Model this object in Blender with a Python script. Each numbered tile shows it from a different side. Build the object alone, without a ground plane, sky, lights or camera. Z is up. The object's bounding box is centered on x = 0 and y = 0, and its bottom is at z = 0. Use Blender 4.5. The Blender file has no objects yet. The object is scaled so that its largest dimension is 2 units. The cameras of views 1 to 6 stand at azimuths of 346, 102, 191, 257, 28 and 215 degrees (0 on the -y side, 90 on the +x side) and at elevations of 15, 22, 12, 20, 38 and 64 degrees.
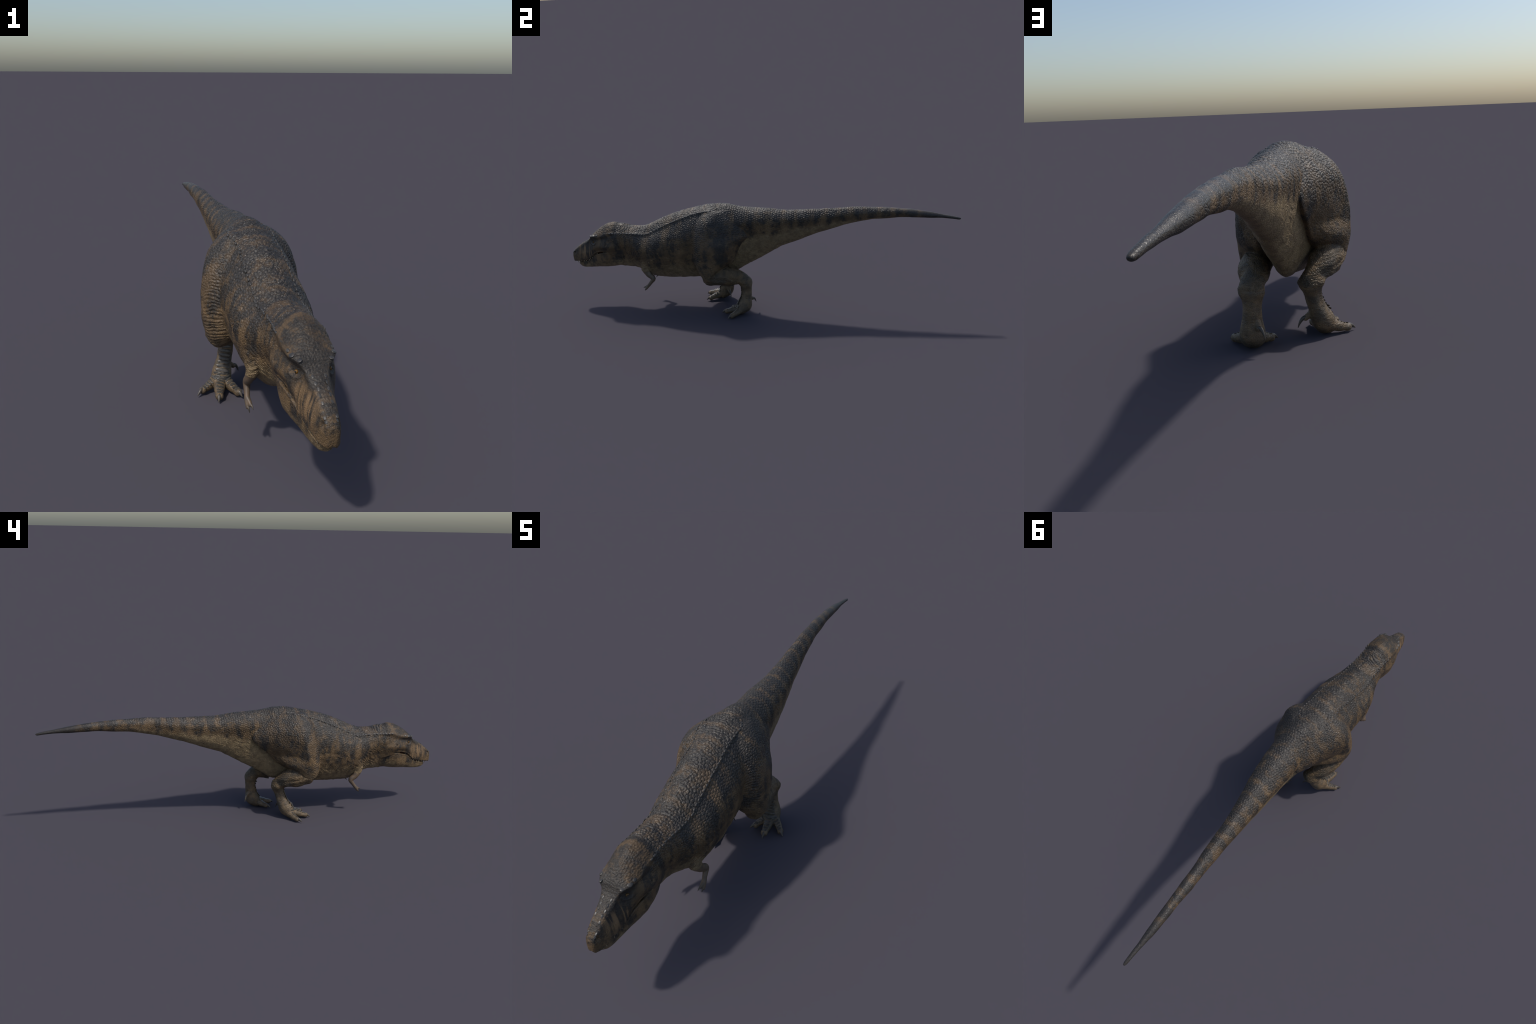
"""A striding tyrannosaur: the body is lofted from cross-sections, fused into one skin by a
voxel remesh, given scales and folds by displacement, then divided into anatomical parts."""
import bpy, bmesh, math
import numpy as np
from mathutils import Vector
from mathutils.bvhtree import BVHTree

VOXEL = 0.0021
rng = np.random.RandomState(7)


# ------------------------------------------------------------------ numeric helpers
def pchip(x, y, xx):
    """Shape-preserving cubic through (x, y), y may have several columns."""
    x = np.asarray(x, float); y = np.asarray(y, float)
    flat = y.ndim == 1
    if flat: y = y[:, None]
    h = np.diff(x)[:, None]; d = np.diff(y, axis=0) / h
    m = np.zeros_like(y); m[0], m[-1] = d[0], d[-1]
    if len(x) > 2:
        w1 = 2 * h[1:] + h[:-1]; w2 = h[1:] + 2 * h[:-1]
        with np.errstate(divide='ignore', invalid='ignore'):
            mm = (w1 + w2) / (w1 / d[:-1] + w2 / d[1:])
        m[1:-1] = np.where(d[:-1] * d[1:] > 0, mm, 0)
    xx = np.clip(np.asarray(xx, float), x[0], x[-1])
    i = np.clip(np.searchsorted(x, xx) - 1, 0, len(x) - 2)
    t = ((xx - x[i]) / np.diff(x)[i])[:, None]; hh = h[i]
    r = (y[i] * (1 + 2 * t) * (1 - t) ** 2 + hh * m[i] * t * (1 - t) ** 2
         + y[i + 1] * t * t * (3 - 2 * t) + hh * m[i + 1] * t * t * (t - 1))
    return r[:, 0] if flat else r


def closed_spline(pts, n):
    """Closed Catmull-Rom (chordal) through pts[k, 2], n samples."""
    p = np.asarray(pts, float); k = len(p)
    q = np.vstack([p[-2:], p, p[:3]])
    s = np.concatenate([[0], np.cumsum(np.maximum(np.linalg.norm(np.diff(q, axis=0), axis=1), 1e-5) ** 0.6)])
    i = np.arange(1, len(q) - 1)
    m = (q[2:] - q[:-2]) / (s[2:] - s[:-2])[:, None]
    m = np.vstack([m[:1], m, m[-1:]])
    t = np.linspace(0, k, n, endpoint=False); a = t.astype(int) + 2; f = (t - t.astype(int))[:, None]
    h = (s[a + 1] - s[a])[:, None]
    return (q[a] * (1 + 2 * f) * (1 - f) ** 2 + h * m[a] * f * (1 - f) ** 2
            + q[a + 1] * f * f * (3 - 2 * f) + h * m[a + 1] * f * f * (f - 1))


def smooth(a, b, x):
    t = np.clip((x - a) / (b - a), 0, 1)
    return t * t * (3 - 2 * t)


def bell(x, c, w):
    return np.exp(-((x - c) / w) ** 2)


def hash3(i, seed):
    v = (i[..., 0].astype(np.int64) * 374761393 + i[..., 1].astype(np.int64) * 668265263
         + i[..., 2].astype(np.int64) * 2147483647 + seed * 144665) & 0x7fffffff
    v = (v ^ (v >> 13)) * 1274126177 & 0x7fffffff
    v = (v ^ (v >> 16)) * 668265263 & 0x7fffffff
    return ((v ^ (v >> 15)) & 0xffffff) / float(0xffffff)


def cells(p, seed=0):
    """Worley noise: distances to nearest and second nearest feature point."""
    b = np.floor(p).astype(np.int64)
    f1 = np.full(len(p), 9.0); f2 = np.full(len(p), 9.0)
    for dx in (-1, 0, 1):
        for dy in (-1, 0, 1):
            for dz in (-1, 0, 1):
                c = b + np.array([dx, dy, dz])
                o = np.stack([hash3(c, seed + k) for k in range(3)], -1)
                d = np.linalg.norm(c + 0.15 + 0.7 * o - p, axis=1)
                f2 = np.where(d < f1, f1, np.minimum(f2, d)); f1 = np.minimum(f1, d)
    return f1, f2


def noise(p, seed=0):
    b = np.floor(p).astype(np.int64); f = p - b; f = f * f * (3 - 2 * f)
    r = 0
    for dx in (0, 1):
        for dy in (0, 1):
            for dz in (0, 1):
                w = (f[:, 0] if dx else 1 - f[:, 0]) * (f[:, 1] if dy else 1 - f[:, 1]) * (f[:, 2] if dz else 1 - f[:, 2])
                r = r + w * hash3(b + np.array([dx, dy, dz]), seed)
    return r * 2 - 1


# ------------------------------------------------------------------ solid builders
class Soup:
    """Collects closed lofts; remembers which part every polygon came from."""
    def __init__(self):
        self.v, self.f, self.part, self.n = [], [], [], 0

    def rings(self, rings, part):
        rings = np.asarray(rings); k, n, _ = rings.shape
        base = self.n
        caps = np.stack([rings[0].mean(0), rings[-1].mean(0)])
        self.v += [rings.reshape(-1, 3), caps]
        for i in range(k - 1):
            for j in range(n):
                a = base + i * n + j; b = base + i * n + (j + 1) % n
                self.f.append((a, b, b + n, a + n)); self.part.append(part)
        for j in range(n):
            jj = (j + 1) % n
            self.f.append((base + jj, base + j, base + k * n)); self.part.append(part)
            self.f.append((base + (k - 1) * n + j, base + (k - 1) * n + jj, base + k * n + 1)); self.part.append(part)
        self.n += k * n + 2

    def tube(self, path, part, side=(1, 0, 0), n=28, res=22, ex=1.0):
        """path rows: x, y, z, half-width along side, half-depth; rounded ends."""
        p = np.asarray(path, float)
        s = np.concatenate([[0], np.cumsum(np.linalg.norm(np.diff(p[:, :3], axis=0), axis=1))])
        q = pchip(s, p, np.linspace(0, s[-1], res))
        t = np.gradient(q[:, :3], axis=0); t /= np.linalg.norm(t, axis=1)[:, None]
        a = np.linspace(0, 2 * math.pi, n, endpoint=False); c, d = np.cos(a), np.sin(a)
        c, d = np.sign(c) * abs(c) ** ex, np.sign(d) * abs(d) ** ex
        out = []

        def ring(o, tt, ra, rb):
            u = np.array(side, float) - tt * (np.array(side) @ tt); u /= np.linalg.norm(u)
            w = np.cross(tt, u)
            return o + np.outer(c * ra, u) + np.outer(d * rb, w)
        for g in (0.15, 0.5, 0.8):
            k = math.sqrt(1 - (1 - g) ** 2); r = min(q[0, 3], q[0, 4])
            out.append(ring(q[0, :3] - t[0] * r * (1 - g), t[0], q[0, 3] * k, q[0, 4] * k))
        for i in range(res):
            out.append(ring(q[i, :3], t[i], q[i, 3], q[i, 4]))
        for g in (0.8, 0.5, 0.15):
            k = math.sqrt(1 - (1 - g) ** 2); r = min(q[-1, 3], q[-1, 4])
            out.append(ring(q[-1, :3] + t[-1] * r * (1 - g), t[-1], q[-1, 3] * k, q[-1, 4] * k))
        self.rings(out, part)

    def mesh(self, name):
        me = bpy.data.meshes.new(name)
        me.from_pydata(np.vstack(self.v).tolist(), [], self.f)
        bm = bmesh.new(); bm.from_mesh(me)
        bmesh.ops.recalc_face_normals(bm, faces=bm.faces)
        bm.to_mesh(me); bm.free()
        return me


HEAD, JAW, NECK, TORSO, TAIL, ARM_R, ARM_L, HAND_R, HAND_L, THIGH_R, THIGH_L, SHIN_R, SHIN_L, FOOT_R, FOOT_L = range(15)
soup = Soup()

# ------------------------------------------------------------------ trunk: neck, torso, tail
# y, centre x, top z, bottom z, half-width, height of the widest place (0..1),
# shoulder-line half-width, shoulder-line drop below the top, fullness of the lower side
TRUNK = [
    (-0.80, 0.003, 0.425, 0.240, 0.050, 0.55, 0.045, 0.035, 0.60),
    (-0.76, 0.003, 0.444, 0.216, 0.066, 0.58, 0.057, 0.042, 0.56),
    (-0.70, 0.003, 0.443, 0.205, 0.065, 0.60, 0.058, 0.040, 0.36),
    (-0.65, 0.004, 0.433, 0.205, 0.072, 0.58, 0.058, 0.030, 0.38),
    (-0.60, 0.005, 0.432, 0.190, 0.087, 0.55, 0.060, 0.029, 0.58),
    (-0.55, 0.005, 0.446, 0.167, 0.106, 0.53, 0.063, 0.040, 0.66),
    (-0.50, 0.005, 0.469, 0.160, 0.115, 0.53, 0.064, 0.039, 0.62),
    (-0.44, 0.005, 0.496, 0.159, 0.118, 0.52, 0.064, 0.037, 0.60),
    (-0.38, 0.004, 0.517, 0.161, 0.119, 0.52, 0.063, 0.033, 0.60),
    (-0.32, 0.003, 0.533, 0.166, 0.117, 0.55, 0.062, 0.027, 0.58),
    (-0.26, 0.003, 0.546, 0.173, 0.108, 0.60, 0.060, 0.022, 0.54),
    (-0.20, 0.004, 0.556, 0.178, 0.098, 0.66, 0.057, 0.022, 0.46),
    (-0.14, 0.006, 0.559, 0.184, 0.086, 0.72, 0.050, 0.024, 0.44),
    (-0.08, 0.008, 0.549, 0.220, 0.075, 0.72, 0.046, 0.024, 0.44),
    (-0.02, 0.008, 0.543, 0.254, 0.069, 0.72, 0.045, 0.020, 0.50),
    (0.05, 0.006, 0.539, 0.294, 0.066, 0.70, 0.042, 0.017, 0.50),
    (0.12, 0.002, 0.534, 0.334, 0.061, 0.66, 0.037, 0.016, 0.58),
    (0.20, -0.005, 0.529, 0.366, 0.051, 0.64, 0.031, 0.015, 0.63),
    (0.30, -0.015, 0.531, 0.405, 0.040, 0.60, 0.024, 0.013, 0.72),
    (0.40, -0.023, 0.537, 0.438, 0.033, 0.58, 0.020, 0.011, 0.74),
    (0.52, -0.032, 0.542, 0.469, 0.027, 0.55, 0.017, 0.009, 0.76),
    (0.64, -0.039, 0.540, 0.485, 0.022, 0.55, 0.014, 0.007, 0.76),
    (0.76, -0.042, 0.531, 0.491, 0.018, 0.53, 0.012, 0.005, 0.76),
    (0.88, -0.043, 0.515, 0.489, 0.0135, 0.50, 0.009, 0.004, 0.76),
    (0.96, -0.042, 0.502, 0.4845, 0.0095, 0.50, 0.007, 0.003, 0.76),
    (0.992, -0.042, 0.4945, 0.482, 0.0068, 0.50, 0.005, 0.002, 0.76),
    (1.0005, -0.042, 0.491, 0.4855, 0.0035, 0.50, 0.0025, 0.001, 0.76),
]
TR = np.array(TRUNK)


def trunk_at(y):
    return pchip(TR[:, 0], TR[:, 1:], y)


def trunk_ring(y, r, n=64):
    xc, zt, zb, w, fm, rx, rd, lo = r
    zm = zb + (zt - zb) * fm
    half = [(0, zt), (rx * 0.55, zt - rd * 0.30), (rx, zt - rd),
            (rx + (w - rx) * 0.78, zm + (zt - rd - zm) * 0.52), (w, zm),
            (w * (0.45 + 0.55 * lo), zb + (zm - zb) * 0.42), (w * (lo * 0.38 + 0.15), zb + (zm - zb) * 0.085), (0, zb)]
    pts = half + [(-a, b) for a, b in half[-2:0:-1]]
    c = closed_spline(pts, n)
    return np.stack([xc + c[:, 0], np.full(n, y), c[:, 1]], -1)


ys = np.concatenate([np.linspace(-0.80, 0.90, 150), np.linspace(0.91, 1.0005, 16)])
for lo_y, hi_y, part in ((-0.80, 2, None),):
    rr = trunk_at(ys)
    soup.rings([trunk_ring(y, r) for y, r in zip(ys, rr)], TORSO)

# ------------------------------------------------------------------ skull and lower jaw
# y, top z, brow/ridge (x, z), hollow under the brow (x, z), cheek (x, z), lip edge (x, z)
SKULL = [
    (-0.700, 0.432, 0.050, 0.401, 0.052, 0.372, 0.056, 0.330, 0.050, 0.270),
    (-0.745, 0.450, 0.059, 0.404, 0.061, 0.376, 0.073, 0.334, 0.064, 0.285),
    (-0.780, 0.445, 0.060, 0.400, 0.061, 0.376, 0.077, 0.336, 0.066, 0.297),
    (-0.805, 0.433, 0.060, 0.391, 0.057, 0.372, 0.071, 0.332, 0.062, 0.304),
    (-0.830, 0.419, 0.058, 0.386, 0.053, 0.368, 0.064, 0.330, 0.056, 0.298),
    (-0.852, 0.402, 0.055, 0.384, 0.046, 0.364, 0.057, 0.318, 0.051, 0.289),
    (-0.872, 0.385, 0.044, 0.380, 0.035, 0.360, 0.049, 0.306, 0.045, 0.274),
    (-0.884, 0.367, 0.029, 0.364, 0.029, 0.347, 0.044, 0.298, 0.043, 0.260),
    (-0.904, 0.352, 0.024, 0.346, 0.029, 0.328, 0.040, 0.288, 0.040, 0.253),
    (-0.930, 0.338, 0.020, 0.331, 0.027, 0.312, 0.036, 0.278, 0.0355, 0.245),
    (-0.955, 0.322, 0.019, 0.315, 0.025, 0.298, 0.031, 0.270, 0.031, 0.240),
    (-0.975, 0.306, 0.019, 0.299, 0.023, 0.286, 0.026, 0.262, 0.026, 0.234),
    (-0.990, 0.293, 0.016, 0.288, 0.019, 0.277, 0.021, 0.256, 0.020, 0.227),
    (-0.999, 0.284, 0.012, 0.280, 0.014, 0.272, 0.015, 0.254, 0.014, 0.227),
    (-1.0030, 0.277, 0.006, 0.275, 0.007, 0.270, 0.008, 0.254, 0.007, 0.236),
]
SK = np.array(SKULL)
HEAD_X = 0.003
hy = np.concatenate([np.linspace(-1.0030, -0.985, 8), np.linspace(-0.98, -0.70, 46)])
rings = []
for y, r in zip(hy, pchip(SK[::-1, 0], SK[::-1, 1:], hy)):
    zt, bx, bz, ex, ez, cx, cz, lx, lz = r
    half = [(0, zt), (bx * 0.55, zt - (zt - bz) * 0.30), (bx, bz), (ex, ez), ((ex + cx) / 2 + 0.001, (ez + cz) / 2),
            (cx, cz), (lx, lz + 0.3 * (cz - lz)), (lx - 0.004, lz), (lx * 0.6, lz + 0.003), (0, lz + 0.004)]
    c = closed_spline(half + [(-a, b) for a, b in half[-2:0:-1]], 72)
    rings.append(np.stack([HEAD_X + c[:, 0], np.full(72, y), c[:, 1]], -1))
soup.rings(rings, HEAD)

# y, lip (x, z), widest (x, z), keel z
LOWER_JAW = [
    (-0.690, 0.025, 0.290, 0.030, 0.265, 0.235),
    (-0.730, 0.048, 0.298, 0.050, 0.268, 0.216),
    (-0.780, 0.060, 0.303, 0.062, 0.272, 0.209),
    (-0.800, 0.058, 0.301, 0.063, 0.264, 0.207),
    (-0.825, 0.055, 0.294, 0.058, 0.257, 0.205),
    (-0.850, 0.049, 0.2865, 0.050, 0.247, 0.203),
    (-0.870, 0.041, 0.272, 0.043, 0.239, 0.200),
    (-0.886, 0.035, 0.252, 0.037, 0.229, 0.198),
    (-0.903, 0.030, 0.241, 0.032, 0.222, 0.196),
    (-0.930, 0.025, 0.235, 0.026, 0.216, 0.194),
    (-0.955, 0.020, 0.231, 0.020, 0.215, 0.197),
    (-0.968, 0.013, 0.224, 0.013, 0.216, 0.204),
    (-0.976, 0.005, 0.219, 0.006, 0.216, 0.210),
]
LJ = np.array(LOWER_JAW)
jy = np.linspace(-0.976, -0.69, 50)
rings = []
for y, r in zip(jy, pchip(LJ[::-1, 0], LJ[::-1, 1:], jy)):
    lx, lz, wx, wz, zb = r
    half = [(0, lz - 0.008), (lx * 0.6, lz - 0.005), (lx, lz), (wx, wz), (wx * 0.82, zb + (wz - zb) * 0.35), (wx * 0.42, zb + 0.002), (0, zb)]
    c = closed_spline(half + [(-a, b) for a, b in half[-2:0:-1]], 56)
    rings.append(np.stack([HEAD_X + c[:, 0], np.full(56, y), c[:, 1]], -1))
soup.rings(rings, JAW)

# ------------------------------------------------------------------ hind limbs
# thigh rows: height, outermost and innermost distance from the mid-plane, y of the front edge,
# of the widest place and of the rear edge; the outline tapers to the rear like a teardrop
THIGH = {
    'R': [(0.535, 0.070, 0.020, -0.270, -0.210, -0.130), (0.515, 0.098, 0.020, -0.295, -0.228, -0.090), (0.490, 0.125, 0.020, -0.312, -0.240, -0.060),
          (0.450, 0.148, 0.020, -0.324, -0.254, -0.025), (0.415, 0.157, 0.020, -0.331, -0.262, -0.015), (0.380, 0.161, 0.020, -0.337, -0.268, -0.045),
          (0.345, 0.163, 0.020, -0.342, -0.273, -0.090), (0.290, 0.163, 0.025, -0.346, -0.283, -0.145), (0.255, 0.158, 0.040, -0.345, -0.288, -0.195),
          (0.225, 0.150, 0.055, -0.336, -0.288, -0.235), (0.200, 0.132, 0.075, -0.314, -0.286, -0.258)],
    'L': [(0.535, 0.072, 0.020, -0.240, -0.175, -0.090), (0.515, 0.098, 0.020, -0.260, -0.192, -0.060), (0.490, 0.122, 0.020, -0.274, -0.205, -0.030),
          (0.450, 0.142, 0.020, -0.284, -0.215, 0.000), (0.415, 0.151, 0.020, -0.289, -0.221, -0.005), (0.380, 0.156, 0.020, -0.291, -0.224, -0.050),
          (0.345, 0.158, 0.025, -0.292, -0.225, -0.075), (0.290, 0.160, 0.035, -0.290, -0.226, -0.098), (0.250, 0.158, 0.045, -0.280, -0.224, -0.135),
          (0.210, 0.153, 0.055, -0.262, -0.220, -0.172), (0.180, 0.142, 0.070, -0.238, -0.212, -0.178), (0.166, 0.125, 0.085, -0.222, -0.205, -0.188)],
}


def thigh(side, part):
    rows = np.array(THIGH[side])[::-1]; sx = -1 if side == 'R' else 1
    zz = np.linspace(rows[0, 0], rows[-1, 0], 44)
    a = np.linspace(0, 2 * math.pi, 56, endpoint=False); c, d = np.cos(a), np.sin(a)
    out = []
    for z, (xo, xi, yf, ym, yr) in zip(zz, pchip(rows[:, 0], rows[:, 1:], zz)):
        yf -= 0.016 * bell(z, 0.35, 0.12)
        full = (1.05 + 1.9 * (1 - smooth(0.34, 0.43, z))) if side == 'L' else (0.95 + 0.28 * smooth(0.40, 0.46, z) + 1.4 * (1 - smooth(0.27, 0.34, z)))
        xm = xi + 0.335 * (xo - xi)
        y = ym + np.where(d > 0, (yr - ym) * d, (yf - ym) * -d)
        wide = np.where(d > 0, np.sign(c) * (1 - np.maximum(d, 0) ** full), np.sign(c) * np.abs(c) ** 0.95)
        x = xm + np.where(c > 0, (xo - xm) * wide, (xm - xi) * np.sign(c) * np.abs(c))
        out.append(np.stack([sx * x, y, np.full(56, z)], -1))
    soup.rings(out, part)


# shin and metatarsus rows: x, y, z, lateral half-width, other half-width
SHIN = {
    'R': [(-0.108, -0.288, 0.224, 0.042, 0.040), (-0.101, -0.235, 0.221, 0.044, 0.052), (-0.087, -0.190, 0.208, 0.043, 0.044),
          (-0.072, -0.163, 0.186, 0.033, 0.034), (-0.063, -0.148, 0.168, 0.034, 0.034)],
    'L': [(0.106, -0.218, 0.203, 0.044, 0.044), (0.099, -0.150, 0.206, 0.045, 0.050), (0.089, -0.096, 0.200, 0.042, 0.042),
          (0.084, -0.062, 0.190, 0.034, 0.034), (0.083, -0.042, 0.172, 0.034, 0.033)],
}
FOOT = {
    'R': [(-0.063, -0.148, 0.163, 0.033, 0.033), (-0.066, -0.160, 0.125, 0.0255, 0.026), (-0.073, -0.170, 0.092, 0.0255, 0.028),
          (-0.086, -0.193, 0.047, 0.033, 0.037), (-0.093, -0.212, 0.026, 0.034, 0.029)],
    'L': [(0.083, -0.040, 0.166, 0.034, 0.032), (0.084, -0.039, 0.125, 0.0270, 0.026), (0.086, -0.043, 0.092, 0.0280, 0.028),
          (0.090, -0.054, 0.047, 0.036, 0.038), (0.094, -0.070, 0.026, 0.036, 0.029)],
}
# toes: root, knuckle, claw base, claw tip, with radii
TOES = {
    'R': [((-0.094, -0.215, 0.032, 0.022), (-0.105, -0.255, 0.021, 0.0165), (-0.1105, -0.287, 0.0130, 0.0115), (-0.117, -0.310, 0.003)),
          ((-0.106, -0.200, 0.030, 0.021), (-0.133, -0.217, 0.018, 0.0145), (-0.1545, -0.231, 0.0115, 0.0110), (-0.176, -0.251, 0.003)),
          ((-0.078, -0.212, 0.030, 0.021), (-0.060, -0.247, 0.019, 0.0150), (-0.0470, -0.271, 0.0120, 0.0110), (-0.037, -0.293, 0.004)),
          ((-0.066, -0.178, 0.075, 0.014), (-0.053, -0.170, 0.066, 0.0105), (-0.0400, -0.163, 0.0560, 0.0078), (-0.020, -0.151, 0.030))],
    'L': [((0.096, -0.070, 0.032, 0.022), (0.101, -0.112, 0.021, 0.0165), (0.1045, -0.146, 0.0130, 0.0115), (0.108, -0.170, 0.004)),
          ((0.108, -0.066, 0.030, 0.021), (0.137, -0.090, 0.018, 0.0145), (0.1550, -0.108, 0.0115, 0.0110), (0.174, -0.124, 0.003)),
          ((0.082, -0.068, 0.030, 0.021), (0.065, -0.098, 0.019, 0.0150), (0.0530, -0.119, 0.0120, 0.0110), (0.036, -0.139, 0.004)),
          ((0.074, -0.034, 0.090, 0.014), (0.067, -0.026, 0.082, 0.0105), (0.0610, -0.016, 0.0700, 0.0078), (0.042, -0.002, 0.044))],
}
for s, th, sh, ft in (('R', THIGH_R, SHIN_R, FOOT_R), ('L', THIGH_L, SHIN_L, FOOT_L)):
    thigh(s, th)
    soup.tube(SHIN[s], sh, n=32)
    soup.tube(FOOT[s], ft, n=32)
    for toe in TOES[s]:
        soup.tube([(*p[:3], p[3], p[3] * 0.92) for p in toe[:3]], ft, side=(0.3, 0, 1) if abs(toe[2][0] - toe[0][0]) > 0.03 else (1, 0, 0), n=20, res=14)

# ------------------------------------------------------------------ fore limbs
ARM = {
    'R': [(-0.060, -0.560, 0.270, 0.036, 0.040), (-0.070, -0.570, 0.228, 0.020, 0.027), (-0.078, -0.558, 0.198, 0.0125, 0.016),
          (-0.079, -0.534, 0.175, 0.0110, 0.0125), (-0.081, -0.546, 0.156, 0.0088, 0.009), (-0.083, -0.559, 0.138, 0.0078, 0.008)],
    'L': [(0.060, -0.560, 0.270, 0.036, 0.040), (0.076, -0.570, 0.228, 0.020, 0.027), (0.086, -0.557, 0.198, 0.0125, 0.016),
          (0.090, -0.531, 0.173, 0.0110, 0.0125), (0.093, -0.544, 0.155, 0.0088, 0.009), (0.096, -0.557, 0.138, 0.0078, 0.008)],
}
FINGERS = {
    'R': [((-0.083, -0.556, 0.141, 0.0085), (-0.085, -0.566, 0.128, 0.0065), (-0.085, -0.573, 0.118, 0.0052), (-0.081, -0.582, 0.105)),
          ((-0.083, -0.556, 0.141, 0.0085), (-0.079, -0.570, 0.132, 0.0062), (-0.077, -0.579, 0.126, 0.0050), (-0.073, -0.592, 0.118))],
    'L': [((0.096, -0.555, 0.141, 0.0085), (0.100, -0.565, 0.128, 0.0065), (0.102, -0.572, 0.119, 0.0052), (0.099, -0.581, 0.107)),
          ((0.096, -0.555, 0.141, 0.0085), (0.094, -0.569, 0.132, 0.0062), (0.093, -0.578, 0.126, 0.0050), (0.090, -0.591, 0.118))],
}
for s, pa, ph in (('R', ARM_R, HAND_R), ('L', ARM_L, HAND_L)):
    soup.tube(ARM[s], pa, n=24, res=26)
    for fg in FINGERS[s]:
        soup.tube([(*p[:3], p[3], p[3]) for p in fg[:3]], ph, n=14, res=10)

# ------------------------------------------------------------------ fuse into one skin
raw = soup.mesh("raw")
parts = np.array(soup.part)
raw_v = np.array([v.co for v in raw.vertices])
raw_f = [tuple(p.vertices) for p in raw.polygons]
tree0 = BVHTree.FromPolygons(raw_v.tolist(), raw_f)
ob = bpy.data.objects.new("raw", raw); bpy.context.scene.collection.objects.link(ob)
md = ob.modifiers.new("fuse", 'REMESH'); md.mode = 'VOXEL'; md.voxel_size = VOXEL; md.adaptivity = 0
dg = bpy.context.evaluated_depsgraph_get()
skin = bpy.data.meshes.new_from_object(ob.evaluated_get(dg))
bpy.data.objects.remove(ob)

nv = len(skin.vertices)
V = np.empty(nv * 3); skin.vertices.foreach_get("co", V); V = V.reshape(-1, 3)
E = np.empty(len(skin.edges) * 2, int); skin.edges.foreach_get("vertices", E); E = E.reshape(-1, 2)
nf = len(skin.polygons)
L = np.empty(nf, int); skin.polygons.foreach_get("loop_total", L)
LV = np.empty(len(skin.loops), int); skin.loops.foreach_get("vertex_index", LV)
assert (L == 4).all()
F = LV.reshape(-1, 4)
deg = np.bincount(E.ravel(), minlength=nv).astype(float)


def average(a):
    """Mean over edge neighbours."""
    out = np.zeros_like(a)
    for k in range(a.shape[1]):
        out[:, k] = (np.bincount(E[:, 0], a[E[:, 1], k], nv) + np.bincount(E[:, 1], a[E[:, 0], k], nv)) / deg
    return out


def normals(v):
    a = v[F[:, 2]] - v[F[:, 0]]; b = v[F[:, 3]] - v[F[:, 1]]
    fn = np.cross(a, b); out = np.zeros_like(v)
    for k in range(3):
        for j in range(4):
            out[:, k] += np.bincount(F[:, j], fn[:, k], nv)
    return out / np.maximum(np.linalg.norm(out, axis=1), 1e-12)[:, None]


for _ in range(4):                      # Taubin smoothing: removes voxel steps, keeps volume
    V = V + 0.55 * (average(V) - V)
    V = V - 0.57 * (average(V) - V)

hip = bell(V[:, 1], -0.17, 0.20) * smooth(0.33, 0.45, V[:, 2])
for _ in range(40):                     # let the top of the hips flow into the back
    V = V + (hip * 0.6)[:, None] * (average(V) - V)

for sgn, fy in ((-1, -0.350), (1, -0.302)):
    front = (V[:, 0] * sgn > 0) * bell(V[:, 1], fy - 0.004, 0.030) * smooth(0.19, 0.25, V[:, 2])
    for _ in range(60):
        V = V + (front * 0.6)[:, None] * (average(V) - V)

vpart = np.empty(nv, int)
for i, co in enumerate(V.tolist()):
    vpart[i] = parts[tree0.find_nearest(co)[2]]
yv = V[:, 1]
vpart = np.where(np.isin(vpart, (ARM_R, ARM_L)) & (V[:, 2] > 0.214), TORSO, vpart)
vpart = np.where((vpart == TORSO) & (yv > -0.03), TAIL, vpart)
vpart = np.where((vpart == TORSO) & (yv < -0.585), NECK, vpart)

# ------------------------------------------------------------------ relief
N = normals(V)
T = trunk_at(np.clip(yv, -0.80, 1.0005))
xc, zt, zb, wv, rxv, rdv = T[:, 0], T[:, 1], T[:, 2], T[:, 3], T[:, 5], T[:, 6]
up = (V[:, 2] - zb) / np.maximum(zt - zb, 1e-3)              # 0 belly .. 1 back
isbody = np.isin(vpart, (NECK, TORSO, TAIL))
ishead = vpart == HEAD
isjaw = vpart == JAW
isthigh = np.isin(vpart, (THIGH_R, THIGH_L))
isshin = np.isin(vpart, (SHIN_R, SHIN_L))
isfoot = np.isin(vpart, (FOOT_R, FOOT_L))
fuzzy = lambda m: average(average(average(average(m.astype(float)[:, None]))))[:, 0]
mb, mh, mj, mt, ms, mf = map(fuzzy, (isbody, ishead, isjaw, isthigh, isshin, isfoot))
disp = np.zeros(nv)
wob = np.stack([noise(V * 22, 3), noise(V * 22, 4), noise(V * 22, 5)], -1)

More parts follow.
